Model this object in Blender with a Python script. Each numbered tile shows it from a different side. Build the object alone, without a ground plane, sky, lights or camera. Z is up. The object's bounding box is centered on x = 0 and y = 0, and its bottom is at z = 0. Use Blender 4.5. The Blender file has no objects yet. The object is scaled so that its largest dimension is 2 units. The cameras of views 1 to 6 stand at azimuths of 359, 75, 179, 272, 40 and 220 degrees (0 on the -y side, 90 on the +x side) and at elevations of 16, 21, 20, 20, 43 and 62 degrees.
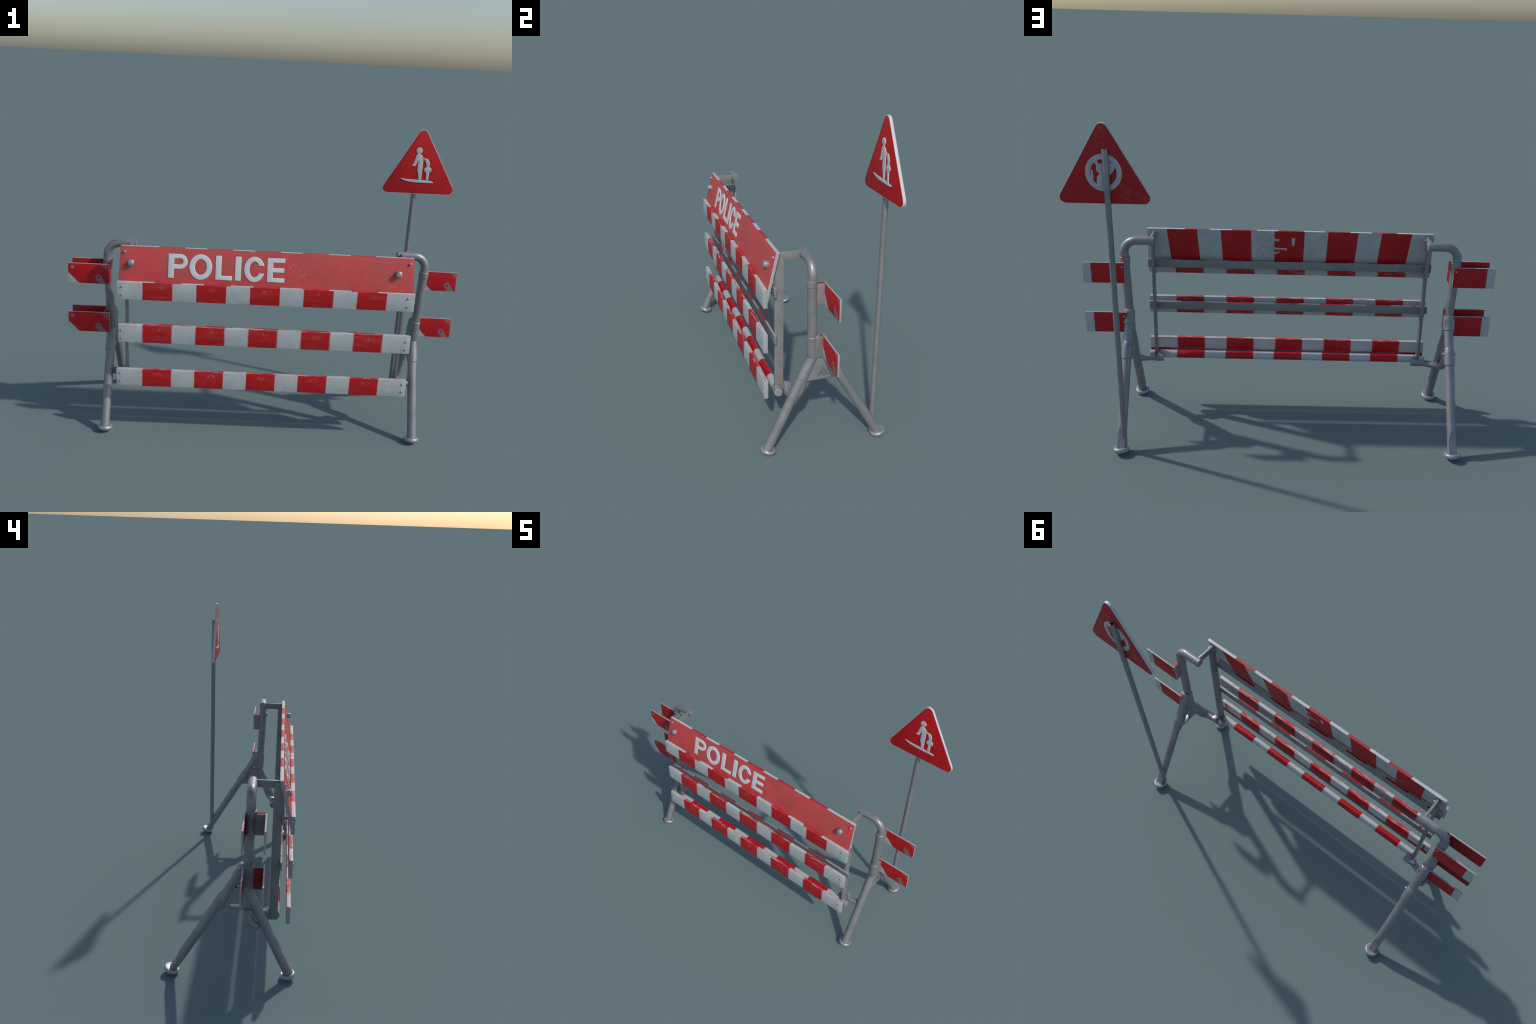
# Police traffic barrier: striped boards between two tubular side frames,
# small striped paddles at the ends and a triangular warning sign on a pole.
import bpy, bmesh, math
from mathutils import Vector, Matrix

SCN = bpy.context.scene
V = Vector

# ------------------------------------------------------------------ node helper
class NB:
    """small helper to write node trees as expressions"""
    def __init__(self, name):
        self.m = bpy.data.materials.new(name)
        self.m.use_nodes = True
        self.t = self.m.node_tree
        self.bsdf = self.t.nodes['Principled BSDF']
        self.tc = self.t.nodes.new('ShaderNodeTexCoord')
        sep = self.t.nodes.new('ShaderNodeSeparateXYZ')
        self.t.links.new(self.tc.outputs['Object'], sep.inputs[0])
        self.P = self.tc.outputs['Object']
        self.x, self.y, self.z = sep.outputs

    def put(self, sock, v):
        if hasattr(v, 'is_output'):
            self.t.links.new(v, sock)
        else:
            sock.default_value = v

    def math(self, op, a, b=0.0, c=0.0, clamp=False):
        n = self.t.nodes.new('ShaderNodeMath')
        n.operation = op
        n.use_clamp = clamp
        for i, v in enumerate((a, b, c)):
            self.put(n.inputs[i], v)
        return n.outputs[0]

    def add(self, a, b): return self.math('ADD', a, b)
    def sub(self, a, b): return self.math('SUBTRACT', a, b)
    def mul(self, a, b): return self.math('MULTIPLY', a, b)
    def abs(self, a): return self.math('ABSOLUTE', a)
    def mx(self, a, b): return self.math('MAXIMUM', a, b)
    def mn(self, a, b): return self.math('MINIMUM', a, b)

    def below(self, d, edge=0.0, soft=0.001):
        """1 where d < edge, soft border"""
        n = self.t.nodes.new('ShaderNodeMapRange')
        n.interpolation_type = 'SMOOTHSTEP'
        self.put(n.inputs['Value'], d)
        n.inputs['From Min'].default_value = edge - soft
        n.inputs['From Max'].default_value = edge + soft
        n.inputs['To Min'].default_value = 1.0
        n.inputs['To Max'].default_value = 0.0
        return n.outputs[0]

    def ramp(self, v, lo, hi, a=0.0, b=1.0):
        n = self.t.nodes.new('ShaderNodeMapRange')
        self.put(n.inputs['Value'], v)
        for k, q in zip(('From Min', 'From Max', 'To Min', 'To Max'), (lo, hi, a, b)):
            n.inputs[k].default_value = q
        return n.outputs[0]

    def mapped(self, scale=(1, 1, 1), rot=(0, 0, 0), loc=(0, 0, 0)):
        # turn first, stretch afterwards, so that streaks can run diagonally
        a, n = self.t.nodes.new('ShaderNodeMapping'), self.t.nodes.new('ShaderNodeMapping')
        self.t.links.new(self.P, a.inputs[0])
        a.inputs['Rotation'].default_value = rot
        self.t.links.new(a.outputs[0], n.inputs[0])
        n.inputs['Scale'].default_value = scale
        n.inputs['Location'].default_value = loc
        return n.outputs[0]

    def noise(self, scale, detail=3.0, rough=0.55, vec=None, col=False, dist=0.0):
        n = self.t.nodes.new('ShaderNodeTexNoise')
        self.put(n.inputs['Vector'], vec if vec is not None else self.P)
        n.inputs['Scale'].default_value = scale
        n.inputs['Detail'].default_value = detail
        n.inputs['Roughness'].default_value = rough
        n.inputs['Distortion'].default_value = dist
        return n.outputs['Color' if col else 'Fac']

    def cracks(self, scale, width):
        w = self.t.nodes.new('ShaderNodeVectorMath')
        w.operation = 'MULTIPLY_ADD'
        self.put(w.inputs[0], self.noise(9.0, 2.0, col=True))
        w.inputs[1].default_value = (0.03, 0.03, 0.03)
        self.put(w.inputs[2], self.P)
        n = self.t.nodes.new('ShaderNodeTexVoronoi')
        n.feature = 'DISTANCE_TO_EDGE'
        self.t.links.new(w.outputs[0], n.inputs['Vector'])
        n.inputs['Scale'].default_value = scale
        return self.below(n.outputs['Distance'], width * 0.5, width * 0.5)

    def mix(self, f, a, b, mode='MIX'):
        n = self.t.nodes.new('ShaderNodeMix')
        n.data_type = 'RGBA'
        n.blend_type = mode
        self.put(n.inputs[0], f)
        self.put(n.inputs[6], self.col(a))
        self.put(n.inputs[7], self.col(b))
        return n.outputs[2]

    @staticmethod
    def col(c):
        return c if hasattr(c, 'is_output') else (c[0], c[1], c[2], 1.0)

    def bump(self, h, strength=0.3, dist=0.002):
        n = self.t.nodes.new('ShaderNodeBump')
        n.inputs['Strength'].default_value = strength
        n.inputs['Distance'].default_value = dist
        self.put(n.inputs['Height'], h)
        self.t.links.new(n.outputs[0], self.bsdf.inputs['Normal'])

    def out(self, color, rough=0.5, metal=0.0, spec=0.4):
        self.put(self.bsdf.inputs['Base Color'], self.col(color))
        self.put(self.bsdf.inputs['Roughness'], rough)
        self.put(self.bsdf.inputs['Metallic'], metal)
        self.bsdf.inputs['Specular IOR Level'].default_value = spec
        return self.m


RED = (0.56, 0.006, 0.010)
RED_DEEP = (0.42, 0.005, 0.008)
WHITE = (0.58, 0.61, 0.615)
WHITE_DARKENED = (0.53, 0.555, 0.56)
STEEL = (0.315, 0.32, 0.335)
RED_BACK = (0.52, 0.007, 0.010)


def weather(b, base, crack=0.35, scratch=0.16, mottled=0.25):
    """grime, faint crackle lines and pale scuffs over a paint colour"""
    c = b.mix(b.mul(b.ramp(b.noise(7.0, 5.0, 0.65), 0.35, 0.75), mottled), base, (0.55, 0.45, 0.45), 'MULTIPLY')
    c = b.mix(b.mul(b.noise(230.0, 2.0), 0.22), c, (0.5, 0.5, 0.52), 'MULTIPLY')
    c = b.mix(b.mul(b.cracks(6.0, 0.006), crack), c, (0.30, 0.22, 0.26), 'MULTIPLY')
    sc = b.noise(1.0, 3.0, 0.6, vec=b.mapped((22, 22, 210), (0.0, 0.75, 0.0)))
    gate = b.ramp(b.noise(6.0, 2.0), 0.5, 0.62)
    c = b.mix(b.mul(b.mul(b.ramp(sc, 0.57, 0.66), gate), scratch), c, (0.62, 0.42, 0.40))
    return c


def dent_bump(b, strength=0.25):
    h = b.add(b.noise(16.0, 3.0, 0.6), b.mul(b.noise(160.0, 2.0), 0.18))
    b.bump(h, strength, 0.004)


def stripe_fac(b, period, half, offset, limit, soft, wobble=0.002, shear=0.0, zref=0.975):
    x = b.sub(b.x, offset)
    if shear:
        x = b.mul(x, b.add(1.0, b.mul(b.sub(zref, b.z), shear)))
    x = b.add(x, b.mul(b.sub(b.noise(30.0, 2.0), 0.5), wobble * 2))
    cell = b.math('PINGPONG', x, period * 0.5)
    inside = b.below(b.abs(b.x), limit, 0.002)
    return b.mul(b.below(cell, half, soft), inside)


def mat_stripes(name, period, half, offset=0.0, limit=0.66, red=RED, white=WHITE, soft=0.0018,
                shear=0.0, wobble=0.0015, ends=None, rough=0.5, lumps=None,
                scribble=False, smear=0.0):
    b = NB(name)
    f = stripe_fac(b, period, half, offset, limit, soft, wobble, shear)
    if smear:                                  # paint dragged along the board: the colours bleed into each other
        sm = b.noise(1.0, 3.0, 0.55, vec=b.mapped((13, 150, 150)))
        s1 = b.mul(b.ramp(sm, 0.53, 0.62), smear)
        f = b.add(b.mul(f, b.sub(1.0, s1)), b.mul(b.sub(1.0, f), s1))
    wt = b.mix(b.mul(b.ramp(b.noise(14.0, 3.0, col=False), 0.3, 0.7), 0.5), white,
               (white[0] * 0.86, white[1] * 0.89, white[2] * 0.86))
    wt = b.mix(b.mul(b.ramp(b.noise(60.0, 4.0, 0.65), 0.58, 0.72), 0.32), wt, (0.25, 0.24, 0.22))
    tint = b.mix(0.5, (0.5, 0.5, 0.5), b.noise(34.0, 3.0, col=True))
    wt = b.mix(0.22, wt, tint, 'OVERLAY')
    base = b.mix(f, wt, red)
    if scribble:                               # pale scuffs near the top of every red field
        cx = b.sub(b.math('PINGPONG', b.sub(b.sub(b.x, offset), period * 0.5 + 0.006), period * 0.5), period * 0.5)
        dz = None
        for zc in (0.789, 0.567, 0.328):
            q = b.abs(b.sub(b.z, zc))
            dz = q if dz is None else b.mn(dz, q)
        g = b.mul(b.below(b.abs(cx), 0.020, 0.014), b.below(dz, 0.007, 0.007))
        st = b.noise(1.0, 2.0, 0.5, vec=b.mapped((230, 60, 55), (0.0, 0.35, 0.0)))
        base = b.mix(b.mul(b.mul(g, f), b.mul(b.ramp(st, 0.52, 0.66), 0.75)), base, (0.62, 0.24, 0.20))
    if scribble or smear:
        du = b.ramp(b.noise(1.0, 4.0, 0.6, vec=b.mapped((5, 40, 40))), 0.5, 0.72)
        base = b.mix(b.mul(du, 0.35 if smear else 0.12), base, (0.34, 0.30, 0.30))
    if ends:                                   # bare steel beyond |x| > ends
        base = b.mix(b.below(b.abs(b.x), ends, 0.004), STEEL, base)
    c = weather(b, base, 0.14, 0.16, 0.22)
    if lumps:                                  # embossed relief in a stretch of x
        d = b.abs(b.sub(b.x, lumps[0]))
        g = b.below(d, lumps[1], 0.012)
        h = b.add(b.mul(b.noise(55.0, 1.0), b.mul(g, 2.0)), b.mul(b.noise(120.0, 2.0), 0.2))
        b.bump(h, 0.5, 0.004)
    else:
        dent_bump(b)
    return b.out(c, b.ramp(b.noise(20.0, 3.0), 0.3, 0.7, rough - 0.08, rough + 0.12))


def mat_paint(name, color, crack=0.4, rough=0.5, mottled=0.25, scratch=0.16, bump=0.25):
    b = NB(name)
    c = weather(b, color, crack, scratch, mottled)
    dent_bump(b, bump)
    return b.out(c, b.ramp(b.noise(20.0, 3.0), 0.3, 0.7, rough - 0.08, rough + 0.12))


def mat_board():
    b = NB('faded_red_paint')
    base = b.mix(b.ramp(b.noise(5.0, 4.0, 0.6), 0.35, 0.65), (0.57, 0.098, 0.084), (0.74, 0.078, 0.082))
    c = weather(b, base, 0.40, 0.22, 0.32)
    # soft dark patches around the two end bolts, offset down and left
    for bx in (-0.664, 0.642):
        dx, dz = b.sub(b.x, bx - 0.010), b.sub(b.z, 0.888)
        d = b.math('SQRT', b.add(b.mul(dx, dx), b.mul(b.mul(dz, dz), 0.8)))
        g = b.mul(b.below(d, 0.026, 0.020), b.ramp(b.noise(45.0, 3.0), 0.35, 0.65))
        c = b.mix(b.mul(g, 0.35), c, (0.22, 0.10, 0.10))
    dent_bump(b, 0.35)
    return b.out(c, b.ramp(b.noise(20.0, 3.0), 0.3, 0.7, 0.42, 0.6))


def mat_steel(name, color=STEEL, metal=0.42, rough=0.41, paint_flecks=0.25):
    b = NB(name)
    c = b.mix(b.ramp(b.noise(11.0, 5.0, 0.65), 0.3, 0.7), tuple(k * 0.86 for k in color), tuple(k * 1.12 for k in color))
    c = b.mix(b.mul(b.noise(260.0, 2.0), 0.35), c, (0.6, 0.6, 0.62), 'MULTIPLY')
    flecks = b.ramp(b.noise(1.0, 4.0, 0.7, vec=b.mapped((70, 70, 26), (0.3, 0.2, 0.1))), 0.66, 0.74)
    c = b.mix(b.mul(flecks, paint_flecks), c, (0.33, 0.12, 0.10))
    b.bump(b.add(b.noise(240.0, 2.0), b.mul(b.noise(40.0, 2.0), 0.5)), 0.12, 0.0015)
    return b.out(c, b.ramp(b.noise(30.0, 4.0), 0.3, 0.7, rough - 0.08, rough + 0.10), metal)


def mat_paddle(name, mirror_spot=True, corner=0.0555):
    """front of an end paddle; local x from its left edge, local z from its lower edge"""
    b = NB(name)
    x, z = b.x, b.z
    red = RED
    # dull corner at the upper right
    dull = b.below(b.add(b.mul(b.sub(0.207, x), 1.0), b.mul(b.sub(0.105, z), 1.15)), 0.050, 0.004)
    c = b.mix(b.mul(dull, 0.42), red, (0.30, 0.20, 0.20))
    # pale scuffs
    sc = b.noise(1.0, 3.0, 0.6, vec=b.mapped((60, 60, 230), (0.0, -0.9, 0.0)))
    c = b.mix(b.mul(b.ramp(sc, 0.62, 0.70), 0.30), c, (0.55, 0.30, 0.28))
    # white patch across the lower left corner
    white = b.below(b.add(b.add(x, z), b.mul(b.sub(b.noise(40.0, 2.0), 0.5), 0.010)), corner, 0.005)
    c = b.mix(white, c, WHITE)
    # bolt-eye tongue: a capsule reaching down to the right, with a red eye
    ex, ez, dx, dz = 0.151, 0.034, 0.573, -0.819
    px, pz = b.sub(x, ex), b.sub(z, ez)
    t = b.mx(b.add(b.mul(px, dx), b.mul(pz, dz)), 0.0)
    qx, qz = b.sub(px, b.mul(t, dx)), b.sub(pz, b.mul(t, dz))
    dist = b.math('SQRT', b.add(b.mul(qx, qx), b.mul(qz, qz)))
    c = b.mix(b.mul(b.below(dist, 0.0145, 0.0015), 0.85), c, (0.30, 0.22, 0.225))
    eye = b.math('SQRT', b.add(b.mul(px, px), b.mul(pz, pz)))
    c = b.mix(b.below(eye, 0.0055, 0.0015), c, RED_DEEP)
    if mirror_spot:
        sx, sz = b.sub(x, 0.023), b.sub(z, 0.084)
        s = b.math('SQRT', b.add(b.mul(sx, sx), b.mul(sz, sz)))
        c = b.mix(b.mul(b.below(s, 0.0085, 0.0015), 0.8), c, (0.36, 0.27, 0.27))
    c = weather(b, c, 0.3, 0.1, 0.3)
    dent_bump(b, 0.2)
    return b.out(c, 0.48)


def mat_paddle_back(name, inner, flip):
    b = NB(name)
    d = b.sub(b.x, inner) if not flip else b.sub(inner, b.x)
    d = b.add(d, b.mul(b.sub(b.noise(18.0, 2.0), 0.5), 0.012))
    c = b.mix(b.below(d, 0.0, 0.0015), (0.53, 0.555, 0.56), RED_BACK)
    c = weather(b, c, 0.35, 0.25, 0.3)
    dent_bump(b, 0.2)
    return b.out(c, 0.5)


def mat_web():
    b = NB('web_print')
    f = b.below(b.y, -0.100, 0.004)
    c = weather(b, b.mix(f, STEEL, (0.33, 0.010, 0.013)), 0.3, 0.2, 0.3)
    return b.out(c, 0.5)


def mat_low_rear():
    """rear of the lowest slat: striped field framed by a red line at the ends, dull lower band"""
    b = NB('lowest_slat_rear')
    f = stripe_fac(b, 0.2614, 0.0728, -0.007, 0.66, 0.004, 0.002)
    c = b.mix(f, (0.52, 0.545, 0.55), (0.50, 0.007, 0.011))
    ends = b.below(b.mul(b.abs(b.x), -1.0), -0.615, 0.02)
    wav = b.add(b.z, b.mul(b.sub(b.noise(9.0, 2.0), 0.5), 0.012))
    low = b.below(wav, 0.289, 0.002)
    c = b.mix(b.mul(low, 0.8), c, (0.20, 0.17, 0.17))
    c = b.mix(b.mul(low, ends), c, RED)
    c = b.mix(b.below(b.abs(b.sub(b.abs(b.x), 0.701)), 0.005, 0.0015), c, RED)
    c = weather(b, c, 0.15, 0.2, 0.25)
    dent_bump(b)
    return b.out(c, 0.5)


M = {
    'steel': mat_steel('galvanised_steel'),
    'steel_flat': mat_steel('galvanised_flat_steel', (0.29, 0.29, 0.295), 0.25, 0.50),
    'foot': mat_steel('bright_cast_steel', (0.42, 0.42, 0.44), 0.45, 0.38, 0.2),
    'bolt': mat_steel('bolt_steel', (0.40, 0.43, 0.45), 0.45, 0.36, 0.0),
    'edge': mat_paint('pale_edge_paint', (0.40, 0.41, 0.42), 0.1, 0.5),
    'edge_white': mat_paint('white_edge_paint', (0.66, 0.66, 0.67), 0.1, 0.45),
    'board_front': mat_board(),
    'board_back': mat_stripes('board_back_stripes', 0.2685, 0.0755, 0.007, 0.64, red=RED_BACK, white=WHITE_DARKENED, shear=0.12, soft=0.0012,
                              lumps=(0.125, 0.085)),
    'board_top': mat_stripes('board_edge_stripes', 0.2335, 0.0635, 0.0, 0.62, red=(0.47, 0.03, 0.04)),
    'slat': mat_stripes('slat_stripes', 0.2614, 0.0728, -0.007, 0.66, soft=0.0025, scribble=True),
    'slat_back': mat_stripes('slat_rear_stripes', 0.2614, 0.0728, -0.007, 0.66, white=(0.52, 0.545, 0.55), red=(0.48, 0.008, 0.012), soft=0.004, smear=0.22),
    'slat_lip': mat_stripes('slat_lip_stripes', 0.2614, 0.0728, -0.004, 0.66, soft=0.005, smear=0.75),
    'slat_soft': mat_stripes('worn_slat_stripes', 0.2614, 0.0728, -0.007, 0.66, soft=0.0055, wobble=0.003, scribble=True),
    'slat_top': mat_stripes('slat_edge_stripes', 0.240, 0.0655, 0.0, 0.62, red=(0.56, 0.010, 0.012), smear=0.25),
    'tube_stripe': mat_stripes('tube_stripes', 0.2558, 0.0735, -0.001, 0.66, soft=0.003, ends=0.672, rough=0.4),
    'rail_top': mat_stripes('rail_edge_stripes', 0.240, 0.0655, 0.012, 0.66, white=(0.40, 0.39, 0.40), soft=0.005),
    'letter': mat_paint('white_letter_paint', (0.72, 0.75, 0.765), 0.15, 0.42, 0.15, 0.08, 0.5),
    'sign_front': mat_paint('sign_red_paint', (0.60, 0.007, 0.010), 0.4, 0.5, 0.25, 0.06, 0.35),
    'sign_back': mat_paint('sign_back_red_paint', (0.50, 0.011, 0.014), 0.4, 0.5, 0.3, 0.2, 0.25),  # base red lowered below sign_front to paint in the back's shade
    'sign_white': mat_paint('sign_white_paint', (0.60, 0.625, 0.635), 0.1, 0.45, 0.15, 0.05, 0.4),
    'darkened_white': mat_paint('darkened_white_paint', WHITE_DARKENED, 0.3, 0.5, 0.25, 0.1, 0.2),
    'paddle': mat_paddle('paddle_front_print'),
    'paddle_plain': mat_paddle('paddle_front_print_plain', False, 0.074),
    'paddle_back_l': mat_paddle_back('paddle_back_print', 0.041, True),
    'paddle_back_r': mat_paddle_back('paddle_back_print_mirrored', 0.160, False),
}
M['web_print'] = mat_web()
HOLE = NB('dark_bore').out((0.02, 0.02, 0.022), 0.8)


# ------------------------------------------------------------------ mesh helpers
ROOT = bpy.data.objects.new('traffic_barrier', None)
ROOT['label'] = 'red and white striped police barrier with warning sign'
ROOT['category'] = 'traffic barrier'
SCN.collection.objects.link(ROOT)


def obj_from_mesh(name, me, parent=None):
    o = bpy.data.objects.new(name, me)
    SCN.collection.objects.link(o)
    o.parent = parent or ROOT
    return o


def smooth_by_angle(bm, angle=35.0):
    lim = math.radians(angle)
    for f in bm.faces:
        f.smooth = True
    for e in bm.edges:
        if len(e.link_faces) == 2 and e.calc_face_angle(0.0) > lim:
            e.smooth = False


def finish(bm, name, mats, parent=None, angle=35.0):
    bmesh.ops.recalc_face_normals(bm, faces=bm.faces)
    smooth_by_angle(bm, angle)
    me = bpy.data.meshes.new(name)
    bm.to_mesh(me)
    bm.free()
    for m in (mats if isinstance(mats, (list, tuple)) else [mats]):
        me.materials.append(m)
    return obj_from_mesh(name, me, parent)


def catmull(pts, radii, sub):
    if sub <= 1 or len(pts) < 3:
        return [V(p) for p in pts], list(radii)
    P = [V(p) for p in pts]
    out, rad = [], []
    for i in range(len(P) - 1):
        a, b_, c, d = P[max(i - 1, 0)], P[i], P[i + 1], P[min(i + 2, len(P) - 1)]
        for k in range(sub):
            t = k / sub
            out.append(0.5 * ((2 * b_) + (c - a) * t + (2 * a - 5 * b_ + 4 * c - d) * t * t
                              + (3 * b_ - a - 3 * c + d) * t ** 3))
            rad.append(radii[i] + (radii[i + 1] - radii[i]) * t)
    out.append(P[-1])
    rad.append(radii[-1])
    return out, rad


def tube(name, pts, radii, mat, parent=None, sub=1, seg=28, edge=0.0015, shape=None, angle=40.0):
    """round bar swept along a path; ends get a small chamfer"""
    if not isinstance(radii, (list, tuple)):
        radii = [radii] * len(pts)
    P, R = catmull(pts, radii, sub)
    if edge:
        d0, d1 = (P[1] - P[0]).normalized(), (P[-1] - P[-2]).normalized()
        P = [P[0], P[0] + d0 * edge] + P[1:-1] + [P[-1] - d1 * edge, P[-1]]
        R = [R[0] - edge, R[0]] + R[1:-1] + [R[-1], R[-1] - edge]
    bm = bmesh.new()
    rings = []
    u = None
    for i, p in enumerate(P):
        t = (P[min(i + 1, len(P) - 1)] - P[max(i - 1, 0)]).normalized()
        if u is None:
            u = t.orthogonal().normalized()
            if abs(t.x) < 0.9:
                u = (V((1, 0, 0)) - t * t.x).normalized()
        else:
            u = (u - t * u.dot(t)).normalized()
        w = t.cross(u)
        ring = []
        for k in range(seg):
            a = 2 * math.pi * k / seg
            q = p + (u * math.cos(a) + w * math.sin(a)) * R[i]
            if shape:
                q = shape(q, p)
            ring.append(bm.verts.new(q))
        rings.append(ring)
    for a, b_ in zip(rings, rings[1:]):
        for k in range(seg):
            bm.faces.new((a[k], a[(k + 1) % seg], b_[(k + 1) % seg], b_[k]))
    bm.faces.new(rings[0])
    bm.faces.new(rings[-1])
    return finish(bm, name, mat, parent, angle)


def prism(name, profile, axis, lo, hi, mats, pick=None, parent=None, bevel=0.001, rings=1, bevel_mat=-1):
    """closed 2D profile pushed along an axis.  axis 'x': profile (y,z); 'y': profile (x,z)"""
    bm = bmesh.new()

    def pt(q, h):
        return (h, q[0], q[1]) if axis == 'x' else (q[0], h, q[1])
    loops = []
    for i in range(rings + 1):
        h = lo + (hi - lo) * i / rings
        loops.append([bm.verts.new(pt(q, h)) for q in profile])
    n = len(profile)
    for A, B in zip(loops, loops[1:]):
        for k in range(n):
            bm.faces.new((A[k], A[(k + 1) % n], B[(k + 1) % n], B[k]))
    bm.faces.new(loops[0])
    bm.faces.new(loops[-1])
    bmesh.ops.recalc_face_normals(bm, faces=bm.faces)
    if pick:
        for f in bm.faces:
            f.material_index = pick(f.normal, f.calc_center_median())
    if bevel:
        es = [e for e in bm.edges if len(e.link_faces) == 2 and e.calc_face_angle(0) > 0.35]
        bmesh.ops.bevel(bm, geom=es, offset=bevel, segments=2, profile=0.6, affect='EDGES', material=bevel_mat)
    return finish(bm, name, mats, parent, 30.0)


def box(name, x0, x1, y0, y1, z0, z1, mats, pick=None, parent=None, bevel=0.001, rings=1, bevel_mat=-1):
    return prism(name, [(y0, z0), (y1, z0), (y1, z1), (y0, z1)], 'x', min(x0, x1), max(x0, x1), mats, pick, parent, bevel,
                 rings=rings, bevel_mat=bevel_mat)


def curve_shape(name, loops, depth, bevel, mat, frame, parent=None, res=2):
    """filled 2D outlines (first is the rim, others holes) made solid: depth behind/in front, rounded rim.
    frame: 4x4 matrix, local x/y = drawing, local z = outwards"""
    cu = bpy.data.curves.new(name, 'CURVE')
    cu.dimensions = '2D'
    cu.fill_mode = 'BOTH'
    cu.extrude = depth * 0.5
    cu.bevel_depth = bevel
    cu.bevel_resolution = res
    cu.offset = -bevel
    for lp in loops:
        s = cu.splines.new('POLY')
        s.points.add(len(lp) - 1)
        for p, q in zip(s.points, lp):
            p.co = (q[0], q[1], 0, 1)
        s.use_cyclic_u = True
    o = bpy.data.objects.new(name + '_outline', cu)
    SCN.collection.objects.link(o)
    dg = bpy.context.evaluated_depsgraph_get()
    me = bpy.data.meshes.new_from_object(o.evaluated_get(dg))
    bpy.data.objects.remove(o)
    bpy.data.curves.remove(cu)
    me.transform(frame)
    me.name = name
    me.materials.clear()
    me.materials.append(mat)
    bm = bmesh.new()
    bm.from_mesh(me)
    bmesh.ops.remove_doubles(bm, verts=bm.verts, dist=1e-5)
    smooth_by_angle(bm, 50)
    bm.to_mesh(me)
    bm.free()
    return obj_from_mesh(name, me, parent)


def arc(cx, cy, rx, ry, a0, a1, n):
    return [(cx + rx * math.cos(math.radians(a0 + (a1 - a0) * i / n)),
             cy + ry * math.sin(math.radians(a0 + (a1 - a0) * i / n))) for i in range(n + 1)]


def lathe_mesh(name, profile, mat, seg=28, angle=40.0):
    """profile (r, h) turned about local z"""
    bm = bmesh.new()
    rings = []
    for r, h in profile:
        if r < 1e-6:
            rings.append([bm.verts.new((0, 0, h))])
        else:
            rings.append([bm.verts.new((r * math.cos(2 * math.pi * k / seg), r * math.sin(2 * math.pi * k / seg), h))
                          for k in range(seg)])
    for a, b_ in zip(rings, rings[1:]):
        for k in range(seg):
            k2 = (k + 1) % seg
            if len(a) == 1:
                bm.faces.new((a[0], b_[k], b_[k2]))
            elif len(b_) == 1:
                bm.faces.new((a[k], a[k2], b_[0]))
            else:
                bm.faces.new((a[k], a[k2], b_[k2], b_[k]))
    bmesh.ops.recalc_face_normals(bm, faces=bm.faces)
    smooth_by_angle(bm, angle)
    me = bpy.data.meshes.new(name)
    bm.to_mesh(me)
    bm.free()
    me.materials.append(mat)
    return me


def place(name, me, loc, out, parent):
    """put a turned mesh with its local z along 'out'"""
    o = bpy.data.objects.new(name, me)
    SCN.collection.objects.link(o)
    o.parent = parent
    o.matrix_world = Matrix.Translation(loc) @ V(out).to_track_quat('Z', 'Y').to_matrix().to_4x4()
    return o


# turned parts shared by the repeats
BOLT_BIG = lathe_mesh('bolt_head', [(0, 0.0225), (0.008, 0.0222), (0.0130, 0.0208), (0.0158, 0.0178), (0.0168, 0.0140),
                                    (0.0168, -0.004), (0, -0.004)], M['bolt'])
BOLT_SMALL = lathe_mesh('rivet_head', [(0, 0.009), (0.004, 0.0082), (0.0065, 0.0055), (0.0072, 0.002), (0.0072, -0.003),
                                       (0, -0.003)], M['bolt'], 20)
RIVET = lathe_mesh('slat_rivet', [(0, 0.0046), (0.003, 0.0042), (0.005, 0.0026), (0.0056, 0), (0.0056, -0.003),
                                  (0, -0.003)], M['bolt'], 16)
SHAFT = lathe_mesh('spacer', [(0.0, 0.0), (0.0045, 0.0), (0.0045, 0.034), (0, 0.034)], M['steel_flat'], 12)
PIN = lathe_mesh('hinge_pin', [(0, 0.018), (0.005, 0.017), (0.0066, 0.013), (0.0066, -0.004), (0, -0.004)], M['bolt'], 16)
FOOT = lathe_mesh('foot', [(0, -0.004), (0.026, -0.004), (0.033, 0.000), (0.0374, 0.0065), (0.0374, 0.0125), (0.0352, 0.0185),
                           (0.0310, 0.0212), (0.0275, 0.0205), (0.0250, 0.0190), (0.019, 0.0190), (0, 0.0190)], M['foot'], 36, 60)

# ------------------------------------------------------------------ front boards
SLOPE = 0.242                                    # the top board leans back by this much per metre of height


def front_y(z):
    return -0.2165 - (0.976 - z) * SLOPE


# sloping top board: section in (y, z)
section = [(-0.2170, 0.977), (-0.2010, 0.9765), (-0.2565, 0.749), (-0.2600, 0.749), (-0.2600, 0.7975)]


def pick_board(n, c):
    if abs(n.x) > 0.8:
        return 3
    if n.z > 0.9:
        return 2
    return 0 if n.y < 0 else 1


board = prism('top_board', section, 'x', -0.7195, 0.7195,
              [M['board_front'], M['board_back'], M['board_top'], M['edge']], pick_board, None, 0.0012, rings=40)
# ends splay slightly towards the bottom
for v in board.data.vertices:
    if abs(v.co.x) > 0.717:
        v.co.x += ((0.976 - v.co.z) * 0.035 - 0.0025) * (1 if v.co.x > 0 else -1)


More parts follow.
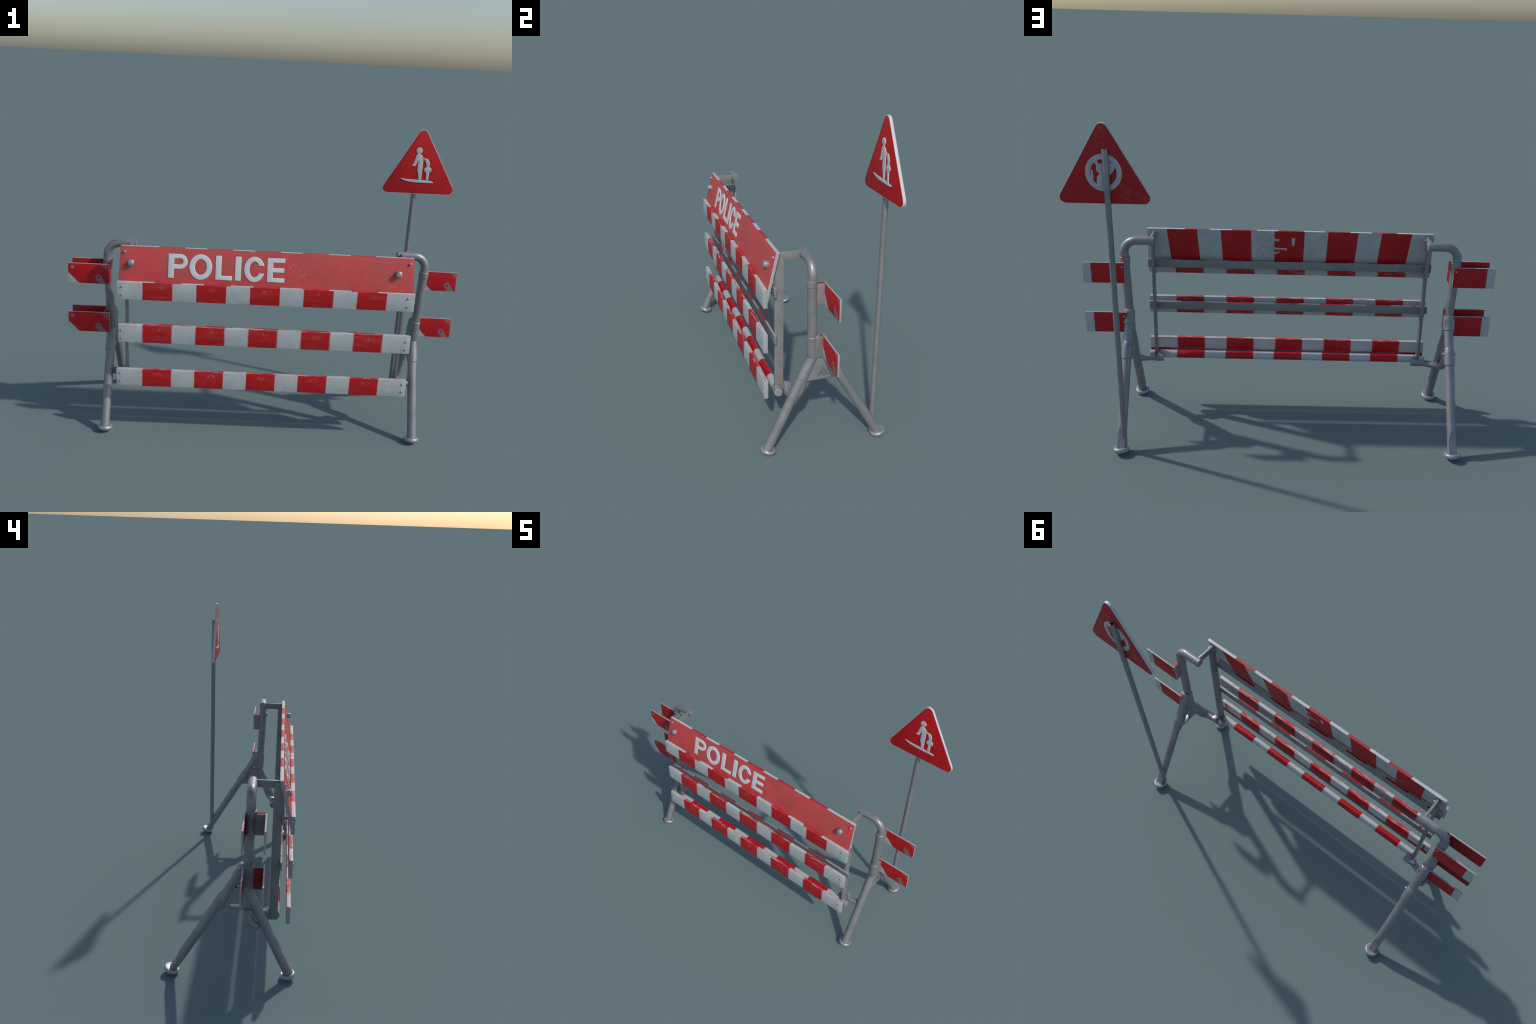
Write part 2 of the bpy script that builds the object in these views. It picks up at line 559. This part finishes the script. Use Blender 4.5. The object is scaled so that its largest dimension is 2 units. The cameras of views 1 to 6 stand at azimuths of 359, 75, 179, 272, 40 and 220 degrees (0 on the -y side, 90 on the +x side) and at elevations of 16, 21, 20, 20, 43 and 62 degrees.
def pick_slat(n, c):
    if abs(n.x) > 0.8:
        return 2
    if n.z > 0.8:
        return 1
    return 3 if n.y > 0.8 else 0


def slat(left, right, z0, z1, front, y0=-0.2778, y1=-0.2588, top='slat_top'):
    return box('slat', left, right, y0, y1, z0, z1, [M[front], M[top], M['edge'], M['slat_back']], pick_slat, None, 0.0014, rings=40)


M['low_rear'] = mat_low_rear()
slats = [slat(-0.7265, 0.7265, 0.7222, 0.8120, 'slat'),
         slat(-0.7210, 0.7280, 0.4978, 0.5905, 'slat_soft', top='slat_lip'),
         slat(-0.7315, 0.7325, 0.2612, 0.3520, 'slat', top='slat_lip')]

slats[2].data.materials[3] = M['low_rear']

# raised letters, drawn flat in metres (x to the right, height along the board)
H = 0.1185                                       # cap height measured along the slope
S = 0.0288                                       # stroke


def letter_p():
    w = 0.094
    r = 0.5 * 0.073
    outer = [(0, 0), (S, 0), (S, H - 0.073)] + arc(w - r, H - r, r, r, -90, 90, 14) + [(0, H)]
    ri = r - 0.0215
    inner = [(S, H - 0.073 + 0.0225)] + arc(w - r, H - r, ri * 1.0, ri, -90, 90, 12) + [(S, H - 0.0215)]
    return [outer, inner]


def letter_o():
    return [arc(0.056, H / 2, 0.056, H / 2 + 0.003, 0, 350, 35), arc(0.056, H / 2, 0.0285, H / 2 - 0.021, 0, 350, 35)]


def letter_l():
    return [[(0, 0), (0.0825, 0), (0.0825, 0.0215), (S, 0.0215), (S, H), (0, H)]]


def letter_i():
    return [[(0, 0), (0.0295, 0), (0.0295, H), (0, H)]]


def letter_c():
    cx, cy, rx, ry = 0.0505, H / 2, 0.0505, H / 2 + 0.003
    return [arc(cx, cy, rx, ry, 17, 343, 34) + arc(cx, cy, rx - 0.0265, ry - 0.0235, 332, 28, 28)]


def letter_e():
    w, t = 0.086, 0.0215
    m = H * 0.505
    return [[(0, 0), (w, 0), (w, t), (S, t), (S, m - t / 2), (w - 0.003, m - t / 2), (w - 0.003, m + t / 2), (S, m + t / 2),
             (S, H - t), (w, H - t), (w, H), (0, H)]]


slope_up = V((0, SLOPE, 1)).normalized()
slope_out = V((0, -1, SLOPE)).normalized()
for draw, x0 in ((letter_p, -0.4835), (letter_o, -0.3815), (letter_l, -0.2535), (letter_i, -0.158), (letter_c, -0.1145),
                 (letter_e, -0.0015)):
    base = V((x0, front_y(0.8335), 0.8335)) + slope_out * 0.0003
    fr = Matrix((V((1, 0, 0)), slope_up, slope_out)).transposed().to_4x4()
    fr.translation = base
    curve_shape('letter', draw(), 0.0008, 0.0022, M['letter'], fr, board, 3)

# bolts of the board
for sx in (-1, 1):
    place('bolt', BOLT_BIG, (sx * (0.664 if sx < 0 else 0.642), front_y(0.898), 0.898), slope_out, board)
    place('rivet', BOLT_SMALL, (sx * 0.6975, front_y(0.949), 0.949), slope_out, board)
# rivets and spacer bolts of the slats
for s, zs, xo in ((slats[0], (0.789, 0.746), 0.703), (slats[1], (0.562, 0.520), 0.706), (slats[2], (0.3285, 0.2875), 0.712)):
    for sx in (-1, 1):
        xx = xo if not (s is slats[0] and sx > 0) else 0.693
        for z in zs:
            place('rivet', RIVET, (sx * xx, -0.2778, z), (0, -1, 0), s)
        if s is slats[0]:
            place('spacer', SHAFT, (sx * 0.690, -0.2605, 0.787), (0, 1, 0), s)

# ------------------------------------------------------------------ carrier behind the boards
def pick_rail(n, c):
    return 1 if n.z > 0.8 else 0


for z0, z1 in ((0.766, 0.808), (0.535, 0.577)):
    box('cross_rail', -0.7215, 0.7215, -0.2275, -0.2170, z0, z1, [M['steel_flat'], M['rail_top']], pick_rail, None, 0.001,
        rings=8)

tube('cross_tube', [(-0.692, -0.2075, 0.2800), (0.0, -0.2075, 0.2800), (0.727, -0.2075, 0.2800)], 0.0206, M['tube_stripe'], None, 8)

for sx in (-1, 1):
    bar = box('upright_bar', sx * 0.6845, sx * 0.6965, -0.2185, -0.1765, 0.2580, 0.9560, M['steel_flat'], None, None, 0.0012)
    box('stay_arm', sx * 0.6755, sx * 0.6865, -0.2040, -0.0880, 0.9300, 0.9655, M['steel_flat'], None, bar, 0.0015)
    place('hinge_pin', PIN, (sx * 0.682, -0.190, 0.948), (-sx, 0, 0), bar)
    place('hinge_pin', PIN, (sx * 0.686, -0.196, 0.7485), (-sx, 0, 0), bar)
    place('rivet', BOLT_SMALL, (sx * 0.6845, -0.190, 0.3330), (-sx, 0, 0), bar)
    place('rivet', RIVET, (sx * 0.694, -0.205, 0.940), (sx, 0, 0), bar)
    box('latch_tab', sx * 0.693, sx * 0.718, -0.1755, -0.1480, 0.284, 0.3165, M['foot'], None, bar, 0.003)
    box('latch_tab', sx * 0.664, sx * 0.688, -0.1790, -0.1700, 0.268, 0.3085, M['steel'], None, bar, 0.002)

# ------------------------------------------------------------------ tubular side frames
BACK = lambda z: 0.0635 + (0.380 - z) * 0.592     # axis of the rear leg (y at height z)
FRONT = lambda z: -0.122 - (0.372 - z) * 0.461    # axis of the front leg


def flat_heel(side):
    """the lower end of a rear leg is pressed flat on its upper face"""
    ax = V((0, 0.592, -1)).normalized() if side > 0 else V((0, -0.461, -1)).normalized()
    nrm = V((0, 1, 0.592)).normalized() if side > 0 else V((0, -1, 0.461)).normalized()

    def f(q, p):
        h = (q - p).dot(nrm)
        k = max(0.0, min(1.0, (0.115 - p.z) / 0.03))
        lim = 0.022 - 0.0085 * k
        return q - nrm * max(0.0, h - lim)
    return f


for sx in (-1, 1):
    X = lambda z: sx * (0.7925 + max(0.0, z - 0.45) * 0.037)
    upr = tube('frame_upright', [(X(0.485), -0.0705, 0.485), (X(0.60), -0.0738, 0.60), (X(0.848), -0.0805, 0.848)], 0.0222,
               M['steel'], None, 3)
    # bent head tube
    c = 0.061
    head = [(X(0.84), -0.0805, 0.835), (X(0.86), -0.0807, 0.866)]
    for i in range(9):
        a = math.radians(90.0 * i / 8)
        head.append((sx * (0.8085 - c + c * math.cos(a)), -0.0808, 0.8905 + c * math.sin(a)))
    head += [(sx * 0.70, -0.0808, 0.9515), (sx * 0.6605, -0.0808, 0.9515)]
    tube('head_tube', head, 0.0211, M['steel'], upr, 3, 32)
    tube('ferrule', [(X(0.84) - sx * 0.0005, -0.0832, 0.842), (X(0.87) - sx * 0.0005, -0.0838, 0.871)], 0.0246, M['steel'], upr)
    # socket and webs where the two legs meet
    tube('socket', [(X(0.49), -0.0708, 0.4935), (X(0.597), -0.0742, 0.596)], 0.0248, M['steel'], upr)
    prism('socket_web', [(-0.075, 0.594), (-0.047, 0.599), (-0.030, 0.588), (-0.0195, 0.556), (-0.0195, 0.516), (-0.0455, 0.4925),
                         (-0.075, 0.4925)], 'x', sx * 0.7945 - 0.0240, sx * 0.7945 + 0.0240, M['steel'], None, upr, 0.003)
    tube('leg_socket', [(sx * 0.7925, BACK(0.595), 0.595), (sx * 0.7925, BACK(0.532), 0.532)], 0.0268, M['steel'], upr, edge=0.003)
    web_t = 0.0135
    hole = [(-0.0205, 0.4375), (0.0085, 0.3850), (-0.0490, 0.3850)]
    outline = [(-0.118, 0.385), (-0.095, 0.3700), (0.040, 0.3740), (0.058, 0.395), (0.035, 0.440), (-0.018, 0.4835), (-0.050, 0.4855), (-0.070, 0.4890)]
    fr = Matrix(((0, 0, 1, sx * 0.7935), (1, 0, 0, 0), (0, 1, 0, 0), (0, 0, 0, 1)))
    curve_shape('leg_gusset', [outline, hole], 2 * web_t - 0.003, 0.0015, M['steel'], fr, upr, 2)
    # legs, sleeves and feet
    n = 10
    zs = [0.50 + (0.020 - 0.50) * i / n for i in range(n + 1)]
    lf = tube('leg', [(sx * 0.7925, FRONT(z), z) for z in zs], 0.0225, M['steel'], upr, 4)
    zs = [0.545 + (0.020 - 0.545) * i / n for i in range(n + 1)]
    lb = tube('leg', [(sx * 0.7925, BACK(z), z) for z in zs], 0.0220, M['steel'], upr, 5, shape=flat_heel(1))
    tube('leg_sleeve', [(sx * 0.7935, FRONT(z), z) for z in (0.492, 0.455, 0.42, 0.382)], [0.0228, 0.0246, 0.0254, 0.0254],
         M['steel'], upr, 3, edge=0.003)
    tube('leg_sleeve', [(sx * 0.7925, BACK(z), z) for z in (0.462, 0.445, 0.436, 0.386)], [0.0222, 0.0250, 0.0265, 0.0268],
         M['steel'], upr, 2, edge=0.003)
    for k in (-1, 1):
        place('rivet', BOLT_SMALL, (sx * 0.7925 + k * 0.0245, BACK(0.432) - 0.004, 0.432), (k, 0, 0), upr)
    for yy, tilt in ((-0.2795, 1), (0.2785, -1)):
        out = V((0, tilt * 0.24, 1))
        place('foot', FOOT, (sx * 0.7915, yy, 0.0105), out, upr)
    # lower hook that carries the cross tube
    if sx < 0:                                    # open bow outside the front leg
        hook = [(-0.8045, -0.0835, 0.378), (-0.8050, -0.0835, 0.338), (-0.8020, -0.0990, 0.302), (-0.7880, -0.1270, 0.2825),
                (-0.7570, -0.1480, 0.2785), (-0.7220, -0.1610, 0.2785), (-0.6900, -0.1665, 0.2795), (-0.6640, -0.1690, 0.2800)]
        tube('hook', hook, [0.0195, 0.0195, 0.0192, 0.0185, 0.0175, 0.0170, 0.0168, 0.0168], M['steel'], upr, 5)
        tube('hook_collar', [(-0.8045, -0.0835, 0.378), (-0.8050, -0.0835, 0.363)], 0.0215, M['steel'], upr)
    else:                                         # bow hugging the front leg
        hook = [(0.7930, -0.1130, 0.378), (0.7935, -0.1180, 0.345), (0.7920, -0.1310, 0.308), (0.7800, -0.1500, 0.2835),
                (0.7500, -0.1610, 0.2790), (0.7200, -0.1650, 0.2790), (0.6900, -0.1670, 0.2795), (0.6640, -0.1690, 0.2800)]
        tube('hook', hook, [0.0195, 0.0195, 0.0192, 0.0185, 0.0175, 0.0170, 0.0168, 0.0168], M['steel'], upr, 5)
    tube('hook_cap', [(sx * 0.693, -0.1680, 0.2795), (sx * 0.651, -0.1705, 0.2800)], 0.0212, M['steel'], upr)

# ------------------------------------------------------------------ end paddles
def paddle(x0, x1, y0, y1, z0, z1, front, back):
    o = box('end_paddle', 0.0, x1 - x0, 0.0, y1 - y0, 0.0, z1 - z0, [M[front], M[back], M['edge']],
            lambda n, c: 0 if n.y < -0.8 else (1 if n.y > 0.8 else 2), None, 0.0012, rings=4, bevel_mat=2)
    o.location = (x0, y0, z0)
    return o


for z0, z1 in ((0.7530, 0.8570), (0.4930, 0.5995)):
    hi = z0 > 0.6
    # left end: two plates
    p = paddle(-0.9935 if hi else -0.9980, -0.7880, -0.1525, -0.1445, z0, z1, 'paddle', 'sign_back')
    if hi:                                        # short web on the inner edge
        w = box('paddle_web', -0.8110, -0.7885, -0.1455, -0.088, z0, z1 - 0.004, [M['steel_flat'], M['sign_back']],
                lambda n, c: 1 if (n.x > 0.8 or n.z > 0.8) else 0, None, 0.0008)
    else:                                         # full plate across the outside of the socket
        w = box('paddle_web', -0.8220, -0.8150, -0.1450, -0.0580, z0 - 0.002, z1 - 0.002, M['web_print'], None, None, 0.0008)
    w.parent = p
    w.matrix_parent_inverse = Matrix.Translation(p.location).inverted()
    q = paddle(-0.9955 if hi else -1.0000, -0.7915, -0.0585, -0.0505, z0, z1, 'sign_back', 'paddle_back_l')
    r = place('rivet', RIVET, (0, 0, 0), (0, 1, 0), q)
    r.matrix_parent_inverse = Matrix.Identity(4)
    r.matrix_basis = Matrix.Translation((0.191, 0.008, 0.083)) @ V((0, 1, 0)).to_track_quat('Z', 'Y').to_matrix().to_4x4()
    # right end: one plate on a short web
    p = paddle(0.7990, 0.9985 if hi else 1.0000, -0.0275, -0.0195, z0, z1, 'paddle_plain', 'paddle_back_r')
    w = box('paddle_web', 0.7995, 0.8165, -0.0620, -0.0265, z0 + 0.001, z1 - 0.002, [M['steel_flat'], M['sign_back']],
            lambda n, c: 1 if n.z > 0.8 else 0, None, 0.0008)
    w.parent = p
    w.matrix_parent_inverse = Matrix.Translation(p.location).inverted()
    r = place('rivet', RIVET, (0, 0, 0), (0, 1, 0), p)
    r.matrix_parent_inverse = Matrix.Identity(4)
    r.matrix_basis = Matrix.Translation((0.012, 0.008, 0.083)) @ V((0, 1, 0)).to_track_quat('Z', 'Y').to_matrix().to_4x4()

# ------------------------------------------------------------------ warning sign on its pole
PX = lambda z: 0.7805 + (z - 0.03) * 0.0080


def pole():
    seg, r, ri = 28, 0.0131, 0.0098
    bm = bmesh.new()
    rings = []
    spec = [(0.030, r), (0.4, r), (0.8, r), (1.2, r), (1.454, r), (1.4555, r - 0.0008), (1.4555, ri), (1.425, ri)]
    for z, rr in spec:
        rings.append([bm.verts.new((PX(z) + rr * math.cos(2 * math.pi * k / seg), 0.2475 + rr * math.sin(2 * math.pi * k / seg), z))
                      for k in range(seg)])
    for a, b_ in zip(rings, rings[1:]):
        for k in range(seg):
            bm.faces.new((a[k], a[(k + 1) % seg], b_[(k + 1) % seg], b_[k]))
    bm.faces.new(rings[0])
    f = bm.faces.new(rings[-1])
    f.material_index = 1
    return finish(bm, 'sign_pole', [M['steel'], HOLE], None, 40)


pole_obj = pole()


def rounded_triangle(cx, r, corners, n=8):
    """polygon with circular corners of radius r, given as corner-circle centres (counter-clockwise)"""
    out = []
    m = len(corners)
    for i, c in enumerate(corners):
        p, q = V(corners[i - 1]), V(corners[(i + 1) % m])
        c = V(c)
        d0, d1 = (c - p).normalized(), (q - c).normalized()
        a0 = math.atan2(-d0.x, d0.y)
        a1 = math.atan2(-d1.x, d1.y)
        while a1 < a0:
            a1 += 2 * math.pi
        for k in range(n + 1):
            a = a0 + (a1 - a0) * k / n
            out.append((c.x + r * math.cos(a), c.y + r * math.sin(a)))
    return out


tri = rounded_triangle(0.8035, 0.0282, [(0.6390, 1.2460), (0.9695, 1.2460), (0.8035, 1.5330)])
plate = prism('sign_plate', tri, 'y', 0.2242, 0.2382, [M['sign_front'], M['sign_back'], M['edge_white']],
              lambda n, c: 0 if n.y < -0.8 else (1 if n.y > 0.8 else 2), None, 0.0028, bevel_mat=2)

# raised pictogram on the front: walker, child and curved ground line
fr_front = Matrix(((1, 0, 0, 0), (0, 0, -1, 0.2240), (0, 1, 0, 0), (0, 0, 0, 1)))


def smooth_loop(pts, sub=5):
    n = len(pts)
    out = []
    for i in range(n):
        a, b_, c, d = (V(pts[(i + k - 1) % n]) for k in range(4))
        for k in range(sub):
            t = k / sub
            q = 0.5 * ((2 * b_) + (c - a) * t + (2 * a - 5 * b_ + 4 * c - d) * t * t + (3 * b_ - a - 3 * c + d) * t ** 3)
            out.append((q.x, q.y))
    return out


PICTO = [
    arc(0.7905, 1.4505, 0.0170, 0.0170, 0, 345, 23),
    smooth_loop([(0.791, 1.4345), (0.803, 1.4285), (0.8155, 1.4110), (0.8165, 1.364), (0.8165, 1.325), (0.8150, 1.291), (0.8025, 1.291),
                 (0.7955, 1.325), (0.7895, 1.345), (0.7890, 1.396), (0.7830, 1.384), (0.7770, 1.3685), (0.757, 1.3695), (0.7665, 1.383),
                 (0.7750, 1.420), (0.7820, 1.4305)]),
    smooth_loop([(0.8130, 1.4125), (0.8270, 1.4090), (0.8400, 1.4085), (0.8530, 1.3870), (0.8500, 1.3640), (0.8385, 1.3640),
                 (0.8330, 1.3840), (0.8220, 1.4040)]),
    arc(0.8460, 1.3500, 0.0200, 0.0165, 0, 345, 23),
    [(0.8390, 1.340), (0.8545, 1.340), (0.8555, 1.287), (0.8405, 1.287)],
    smooth_loop([(0.7045, 1.2995), (0.735, 1.2965), (0.800, 1.2940), (0.850, 1.2915), (0.8800, 1.2865), (0.8760, 1.2790), (0.820, 1.2785),
                 (0.772, 1.2800), (0.730, 1.2855)]),
]
for i, lp in enumerate(PICTO):
    fr = fr_front.copy()
    fr.translation = V((0, 0.2240 - 0.00010 * i, 0))
    curve_shape('pictogram_piece', [lp], 0.0012, 0.0018, M['sign_white'], fr, plate, 2)

# worn round emblem on the back
fr_back = Matrix(((1, 0, 0, 0), (0, 0, 1, 0.2384), (0, 1, 0, 0), (0, 0, 0, 1)))
RC = (0.8038, 1.3530)
BACK_MARKS = [
    [arc(RC[0], RC[1], 0.0768, 0.0800, 0, 354, 59), arc(RC[0], RC[1], 0.0545, 0.0575, 0, 354, 59)],
    [smooth_loop([(0.843, 1.400), (0.829, 1.4065), (0.8225, 1.392), (0.809, 1.392), (0.800, 1.380), (0.800, 1.300), (0.812, 1.291),
                  (0.832, 1.292), (0.832, 1.335), (0.8205, 1.347), (0.8325, 1.362), (0.8340, 1.386)], 3)],
    [smooth_loop([(0.783, 1.403), (0.776, 1.400), (0.774, 1.388), (0.768, 1.403), (0.762, 1.400), (0.755, 1.385), (0.760, 1.365),
                  (0.782, 1.340), (0.788, 1.355), (0.786, 1.385)], 3)],
    [smooth_loop([(0.8545, 1.367), (0.8485, 1.362), (0.8465, 1.345), (0.8480, 1.318), (0.8530, 1.322), (0.8555, 1.345)], 3)],
]
for i, lps in enumerate(BACK_MARKS):
    fr = fr_back.copy()
    fr.translation = V((0, 0.2384 + 0.00015 * i, 0))
    curve_shape('back_emblem_piece', lps, 0.0010, 0.0002, M['darkened_white'], fr, plate, 0)

# worn stencil marks on the rear of the top board
rear_out = V((0, 1, -SLOPE)).normalized()
RX = V((-1, 0, 0))
fr = Matrix((RX, slope_up, rear_out)).transposed().to_4x4()
rear_y = lambda z: -0.2015 - (0.9755 - z) * (0.055 / 0.2265)
fr.translation = V((0, rear_y(0.85), 0.85)) + rear_out * 0.0003
k = math.sqrt(1 + SLOPE ** 2)
STENCIL = [
    [(-0.086, 0.071 * k), (-0.064, 0.069 * k), (-0.058, 0.072 * k), (-0.058, 0.082 * k), (-0.086, 0.083 * k)],
    [(0.005, 0.047 * k), (0.0195, 0.047 * k), (0.0205, 0.088 * k), (0.005, 0.088 * k)],
    [(-0.086, 0.022 * k), (-0.028, 0.022 * k), (-0.026, 0.014 * k), (-0.0205, 0.017 * k), (-0.020, 0.031 * k), (-0.060, 0.030 * k),
     (-0.078, 0.034 * k)],
    [(-0.086, -0.004 * k), (-0.074, -0.005 * k), (-0.054, 0.007 * k), (-0.053, 0.013 * k), (-0.066, 0.010 * k), (-0.086, 0.001 * k)],
]
for lp in STENCIL:
    curve_shape('stencil_mark', [lp], 0.0010, 0.0002, M['darkened_white'], fr, board, 0)

# raised worn relief beside them, drawn in metres: x mirrored, height above z = 0.85
RELIEF = [
    smooth_loop([(-0.134, 0.104), (-0.127, 0.100), (-0.116, 0.088), (-0.105, 0.098), (-0.100, 0.106), (-0.097, 0.098), (-0.104, 0.080),
                 (-0.118, 0.072), (-0.131, 0.080), (-0.137, 0.094)], 4),
    smooth_loop([(-0.152, 0.066), (-0.142, 0.070), (-0.120, 0.060), (-0.098, 0.050), (-0.086, 0.030), (-0.096, 0.022), (-0.108, 0.036),
                 (-0.128, 0.046), (-0.150, 0.050)], 4),
    smooth_loop([(-0.148, 0.028), (-0.130, 0.030), (-0.112, 0.022), (-0.096, 0.010), (-0.104, 0.002), (-0.126, 0.010), (-0.148, 0.012)], 4),
    smooth_loop([(-0.160, 0.006), (-0.150, 0.008), (-0.144, -0.002), (-0.152, -0.012), (-0.162, -0.006)], 4),
    smooth_loop([(-0.104, 0.000), (-0.096, 0.001), (-0.092, -0.008), (-0.099, -0.016), (-0.106, -0.010)], 4),
    smooth_loop([(0.094, 0.030), (0.102, 0.034), (0.108, 0.020), (0.100, 0.010), (0.092, 0.018)], 4),
    smooth_loop([(0.088, 0.002), (0.100, 0.004), (0.106, -0.008), (0.094, -0.014)], 4),
]
for i, lp in enumerate(RELIEF):
    f2 = fr.copy()
    f2.translation = fr.translation + rear_out * (0.0002 * i)
    curve_shape('relief_piece', [lp], 0.005 if i < 5 else 0.001, 0.0026, M['darkened_white'], f2, board, 2)

ROOT.location.z = -0.0005
bpy.context.view_layer.update()
